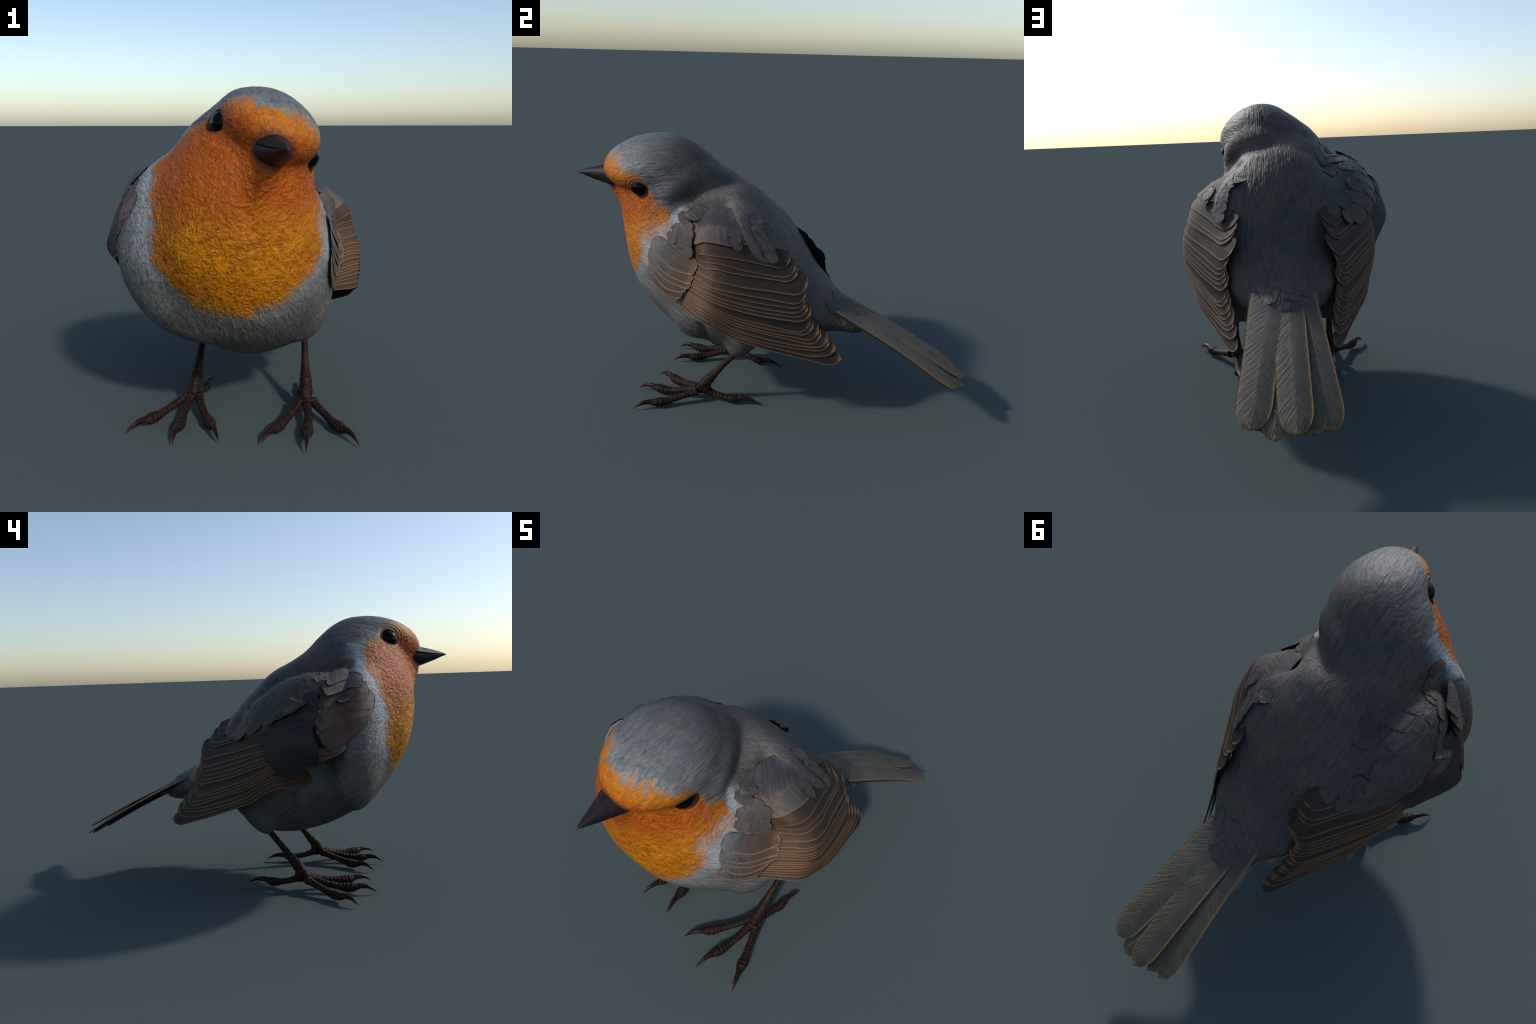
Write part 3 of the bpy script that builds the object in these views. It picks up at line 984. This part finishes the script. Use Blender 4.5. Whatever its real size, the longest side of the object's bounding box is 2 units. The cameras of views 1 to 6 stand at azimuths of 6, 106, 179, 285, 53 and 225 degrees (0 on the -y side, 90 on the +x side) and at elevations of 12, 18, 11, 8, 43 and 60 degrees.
# grey coverts on the left shoulder and over the roots of the tertials
vl = (0.80, -0.12, 0.58)
for i, (y, z, L_, W_) in enumerate([(-.445, .915, .085, .065), (-.41, .935, .085, .065), (-.40, .895, .08, .06), (-.46, .965, .085, .060), (-.42, .985, .085, .065), (-.395, .96, .08, .06),
                                    (-.44, 1.02, .08, .055), (-.40, 1.03, .08, .06), (-.48, .93, .075, .05)]):
    draped("shoulder_covert", 1, (y + .03, z - .01), (0.1, 0.75, -0.65 + 0.1 * math.sin(i * 2.1)), L_, W_, GREYCOV, L, base=0.001 + 0.0003 * i, view=vl, lift=0.0015)
for i in range(20):
    a_ = (i * 0.618) % 1
    b_ = (i * 0.382 + 0.2) % 1
    y = -.15 + 0.19 * a_ + 0.03 * b_
    z = .880 + 0.115 * (1 - a_) + 0.10 * (b_ - .5)
    draped("scapular", 1, (y, z), (0.0, 0.78, -0.62 + rng.normal(0, 0.1)), rng.uniform(.055, .075), rng.uniform(.042, .056), PLUME if i % 4 else GREYCOV, L,
           base=-0.002 + 0.0002 * i, view=(0.7, 0.1, 0.7), lift=0.0015)

# ------------------------------------------------------------------ tail
TAILM = feather_material("tail_feather", (0.096, 0.087, 0.068), (0.094, 0.081, 0.055), (0.235, 0.130, 0.046), 0.12, 26, grey_base=(0.052, 0.050, 0.050), barb_bump=0.8, upper_fringe=0.6, fr_amt=0.85, slant=0.22, barb_amt=0.22)
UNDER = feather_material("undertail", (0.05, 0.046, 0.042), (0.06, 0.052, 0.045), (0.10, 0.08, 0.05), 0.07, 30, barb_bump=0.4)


def tail_feather(base, tip, w0, w1, lift, mat=TAILM, camber=0.006, sag=0.012, twist=0.0, parent=None):
    base, tip = np.array(base), np.array(tip)
    nu, nv = 70, 25
    s = np.linspace(0, 1, nu)
    t = np.linspace(-1, 1, nv)
    d = tip - base
    d /= np.linalg.norm(d)
    n = np.array([0, 0.46, 0.888])              # all tail feathers lie in one tilted plane
    side = np.cross(d, n)
    side /= np.linalg.norm(side)
    r = np.clip(1 - np.clip((s - 0.82) / 0.18, 0, 1) ** 2.4, 0.0001, 1) ** 0.5
    w = (w0 + (w1 - w0) * sstep(0, 0.7, s)) * r
    side_t = side[None, None] * math.cos(twist) + n[None, None] * math.sin(twist)
    C = base + (tip - base) * s[:, None] + n * (sag * (4 * s * (1 - s)))[:, None]
    P = C[:, None] + side_t * (t[None] * w[:, None] / 2)[..., None]
    # oblique barb furrows, raised shaft, arched vane
    ph = s[:, None] - 0.13 * np.abs(t[None]) ** 0.85
    furrow = np.sin(ph * 2 * np.pi * 22 + 2.2 * noise(np.stack([np.repeat(s * 9, nv), np.tile(t * 2, nu), np.full(nu * nv, base[0] * 50)], 1)).reshape(nu, nv))
    H = lift - camber * t[None] ** 2 + 0.0010 * np.exp(-((t[None]) / 0.05) ** 2) + 0.0011 * furrow * (1 - np.abs(t[None]) ** 4)
    P = P + n * H[..., None]
    N_ = grid_normals(P, n)
    st = np.stack(np.broadcast_arrays(s[:, None], (t[None] + 1) / 2), -1)
    return solid_sheet("tail_feather", P, N_, 0.002, mat, parent, st)


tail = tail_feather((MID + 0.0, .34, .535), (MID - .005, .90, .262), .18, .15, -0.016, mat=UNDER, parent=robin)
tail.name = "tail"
tail_feather((.105, .36, .553), (.190, .965, .245), .165, .128, 0.006, parent=tail)
tail_feather((.035, .36, .553), (.040, 1.000, .240), .125, .124, 0.001, parent=tail)
tail_feather((-.020, .35, .553), (-.078, .957, .230), .120, .118, -0.003, parent=tail)
tail_feather((.075, .36, .546), (.111, 1.000, .228), .110, .110, -0.006, parent=tail)
tail_feather((.000, .36, .543), (-.020, .975, .232), .110, .110, -0.008, parent=tail)
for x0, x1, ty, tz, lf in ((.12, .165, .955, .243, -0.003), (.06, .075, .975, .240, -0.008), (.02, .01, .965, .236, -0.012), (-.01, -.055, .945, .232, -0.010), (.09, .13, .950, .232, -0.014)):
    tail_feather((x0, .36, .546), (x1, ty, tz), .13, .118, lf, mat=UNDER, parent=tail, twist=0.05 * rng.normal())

# ragged upper tail coverts over the roots of the tail
for i in range(15):
    x = -0.035 + 0.20 * ((i * 0.618 + .3) % 1)
    draped("upper_tail_covert", 1, (x, .335 + .03 * math.sin(i * 1.7), .60), (0.02 * math.sin(i * 3.1) + 0.2 * (x - MID), 0.86, -0.5), rng.uniform(.085, .11), rng.uniform(.05, .07), PLUME, parts["rump"],
           base=0.0006 + 0.0002 * i, view=(0, 0.45, 0.89), lift=0.0015)

# ------------------------------------------------------------------ legs and feet
def scaled_skin():
    m = Mat("leg_scales")
    s, t, c = m.xyz(m.coords("Generated"))
    o = m.coords("Object")
    groove = m.math("ABSOLUTE", m.math("SINE", m.mul(s, 3.14159)))
    edge = m.smooth(0.50, 0.34, groove)
    deep = m.smooth(0.32, 0.14, groove)
    nz = m.noise(o, 60, 3, 0.6)
    col = m.mix(m.smooth(0.35, 0.65, nz), (0.009, 0.0034, 0.0032), (0.018, 0.0060, 0.0048))
    sidec = m.smooth(0.25, 0.75, t)
    rim = m.mix(sidec, (0.036, 0.015, 0.007), (0.100, 0.058, 0.017))
    col = m.mix(m.mul(edge, m.math("MULTIPLY_ADD", sidec, 0.5, 0.35)), col, rim)
    col = m.mix(m.mul(deep, 0.85), col, (0.006, 0.004, 0.003))
    ny = m.noise(o, 25, 2, 0.6)
    col = m.mix(m.mul(m.smooth(0.5, 0.7, ny), 0.35), col, (0.045, 0.025, 0.010))
    vo = m.node("ShaderNodeTexVoronoi", feature="DISTANCE_TO_EDGE")
    m.link(o, vo.inputs["Vector"])
    vo.inputs["Scale"].default_value = 75
    nrm = m.bump(m.smooth(0.0, 0.12, vo.outputs["Distance"]), 0.35, 0.003)
    nrm = m.bump(nz, 0.2, 0.003, nrm)
    return m.out(col, 0.5, 0.13, nrm)


LEG = scaled_skin()
m = Mat("claw_horn")
o_ = m.xyz(m.coords("Generated"))
CLAW = m.out(m.mix(m.smooth(0.0, 0.6, o_[0]), (0.012, 0.006, 0.005), (0.018, 0.0018, 0.0018)), 0.42, 0.16)


def tube(name, path, radii, mat, parent, rings, pitch=None, squash=1.0, depth=0.075, sides=22, bump_side=0.0, cap=True):
    """A tube along a path; transverse scutes are raised bands of the given pitch."""
    C = spline(path, rings)
    L_ = np.r_[0, np.cumsum(np.linalg.norm(np.diff(C, axis=0), axis=1))]
    R = np.interp(np.linspace(0, 1, rings), np.linspace(0, 1, len(radii)), radii)
    T = np.gradient(C, axis=0)
    T /= np.linalg.norm(T, axis=1)[:, None]
    ref = np.array([0, 0, 1.0]) if abs(T[:, 2].mean()) < 0.8 else np.array([0, -1.0, 0])
    S_ = np.cross(T, ref)
    S_ /= np.linalg.norm(S_, axis=1)[:, None]
    U_ = np.cross(S_, T)
    a = np.linspace(0, 2 * np.pi, sides, endpoint=False)
    top = 0.5 + 0.5 * np.sin(a)
    if pitch:
        # upper scutes and finer pads underneath, slightly irregular
        ph = L_ / pitch + 0.35 * noise(np.stack([L_ * 30, L_ * 0 + path[0][0] * 40, L_ * 0], 1))
        g = 1 - np.exp(-(np.abs(np.sin(np.pi * ph)) / 0.30) ** 2)
        mod = 1 + depth * (g[:, None] - 0.6) * (0.55 + 0.45 * top[None])
        knob = noise(np.stack([np.repeat(ph * 1.3, sides), np.tile(np.cos(a) * 2, rings), np.tile(np.sin(a) * 2, rings)], 1)).reshape(rings, sides)
        mod = mod + 0.05 * knob
    else:
        ph = L_ / L_[-1]
        mod = np.ones((rings, sides))
    P = C[:, None] + (R[:, None] * mod)[..., None] * (np.cos(a)[None, :, None] * S_[:, None] + squash * np.sin(a)[None, :, None] * U_[:, None])
    Fq = grid_faces(rings, sides, wrap=True, flip=True)
    if cap:
        Fq.append(tuple(range(sides)))
        Fq.append(tuple((rings - 1) * sides + j for j in range(sides - 1, -1, -1)))
    st = np.zeros((rings, sides, 3))
    st[..., 0] = ph[:, None]
    st[..., 1] = np.broadcast_to(1 - top[None], (rings, sides))
    ob = mesh_object(name, P.reshape(-1, 3), Fq, mat, parent, st.reshape(-1, 3))
    return ob


TOES = {  # offsets from the mirror plane: path, end pad, claw tip
    "inner": ([(.225, -.325, .062), (.190, -.410, .042), (.150, -.490, .027), (.128, -.535, .030), (.122, -.550, .032)], (.083, -.632, .010)),
    "middle": ([(.252, -.335, .062), (.262, -.430, .040), (.262, -.510, .026), (.261, -.565, .031), (.261, -.583, .033)], (.261, -.672, .009)),
    "outer": ([(.275, -.325, .060), (.320, -.390, .044), (.368, -.460, .028), (.403, -.512, .030), (.414, -.527, .032)], (.466, -.602, .009)),
    "hind": ([(.245, -.285, .062), (.240, -.225, .040), (.230, -.155, .026), (.226, -.118, .029), (.225, -.104, .031)], (.211, .001, .009)),
}
for side in (1, -1):
    mir = lambda p: (MID + side * p[0], p[1], p[2])
    leg = tube("leg", [mir(p) for p in [(.228, -.095, .335), (.233, -.145, .275), (.240, -.230, .175), (.246, -.285, .108), (.249, -.318, .066), (.250, -.330, .050)]],
               [.017, .0150, .0148, .0158, .019, .026, .0285, .022], LEG, robin, 150, pitch=0.021, depth=0.05, sides=26)
    # heel knob behind the joint
    tube("toe", [mir(p) for p in [(.247, -.272, .110), (.247, -.282, .080), (.247, -.290, .055), (.247, -.292, .042)]], [.012, .022, .025, .016], LEG, leg, 40, pitch=0.018, depth=0.06)
    for nm, (path, tip) in TOES.items():
        tube("toe", [mir(p) for p in path], [.0225, .0190, .0168, .0160, .0162, .0165, .0200, .0240, .0220, .0120], LEG, leg, 130, pitch=0.0205, depth=0.18, squash=0.95)
        a, b = np.array(path[-1]), np.array(tip)
        a0 = a + (np.array(path[-2]) - a) * 0.6 + np.array([0, 0, .003])
        d = b - a
        cl = [a0, a + d * .12 + [0, 0, .008], a + d * .45 + [0, 0, .0135], a + d * .75 + [0, 0, .0085], b]
        tube("claw", [mir(p) for p in cl], [.0132, .0124, .0112, .0098, .0077, .0053, .0028, .0006], CLAW, leg, 40, squash=1.1, sides=16)

bpy.context.view_layer.update()
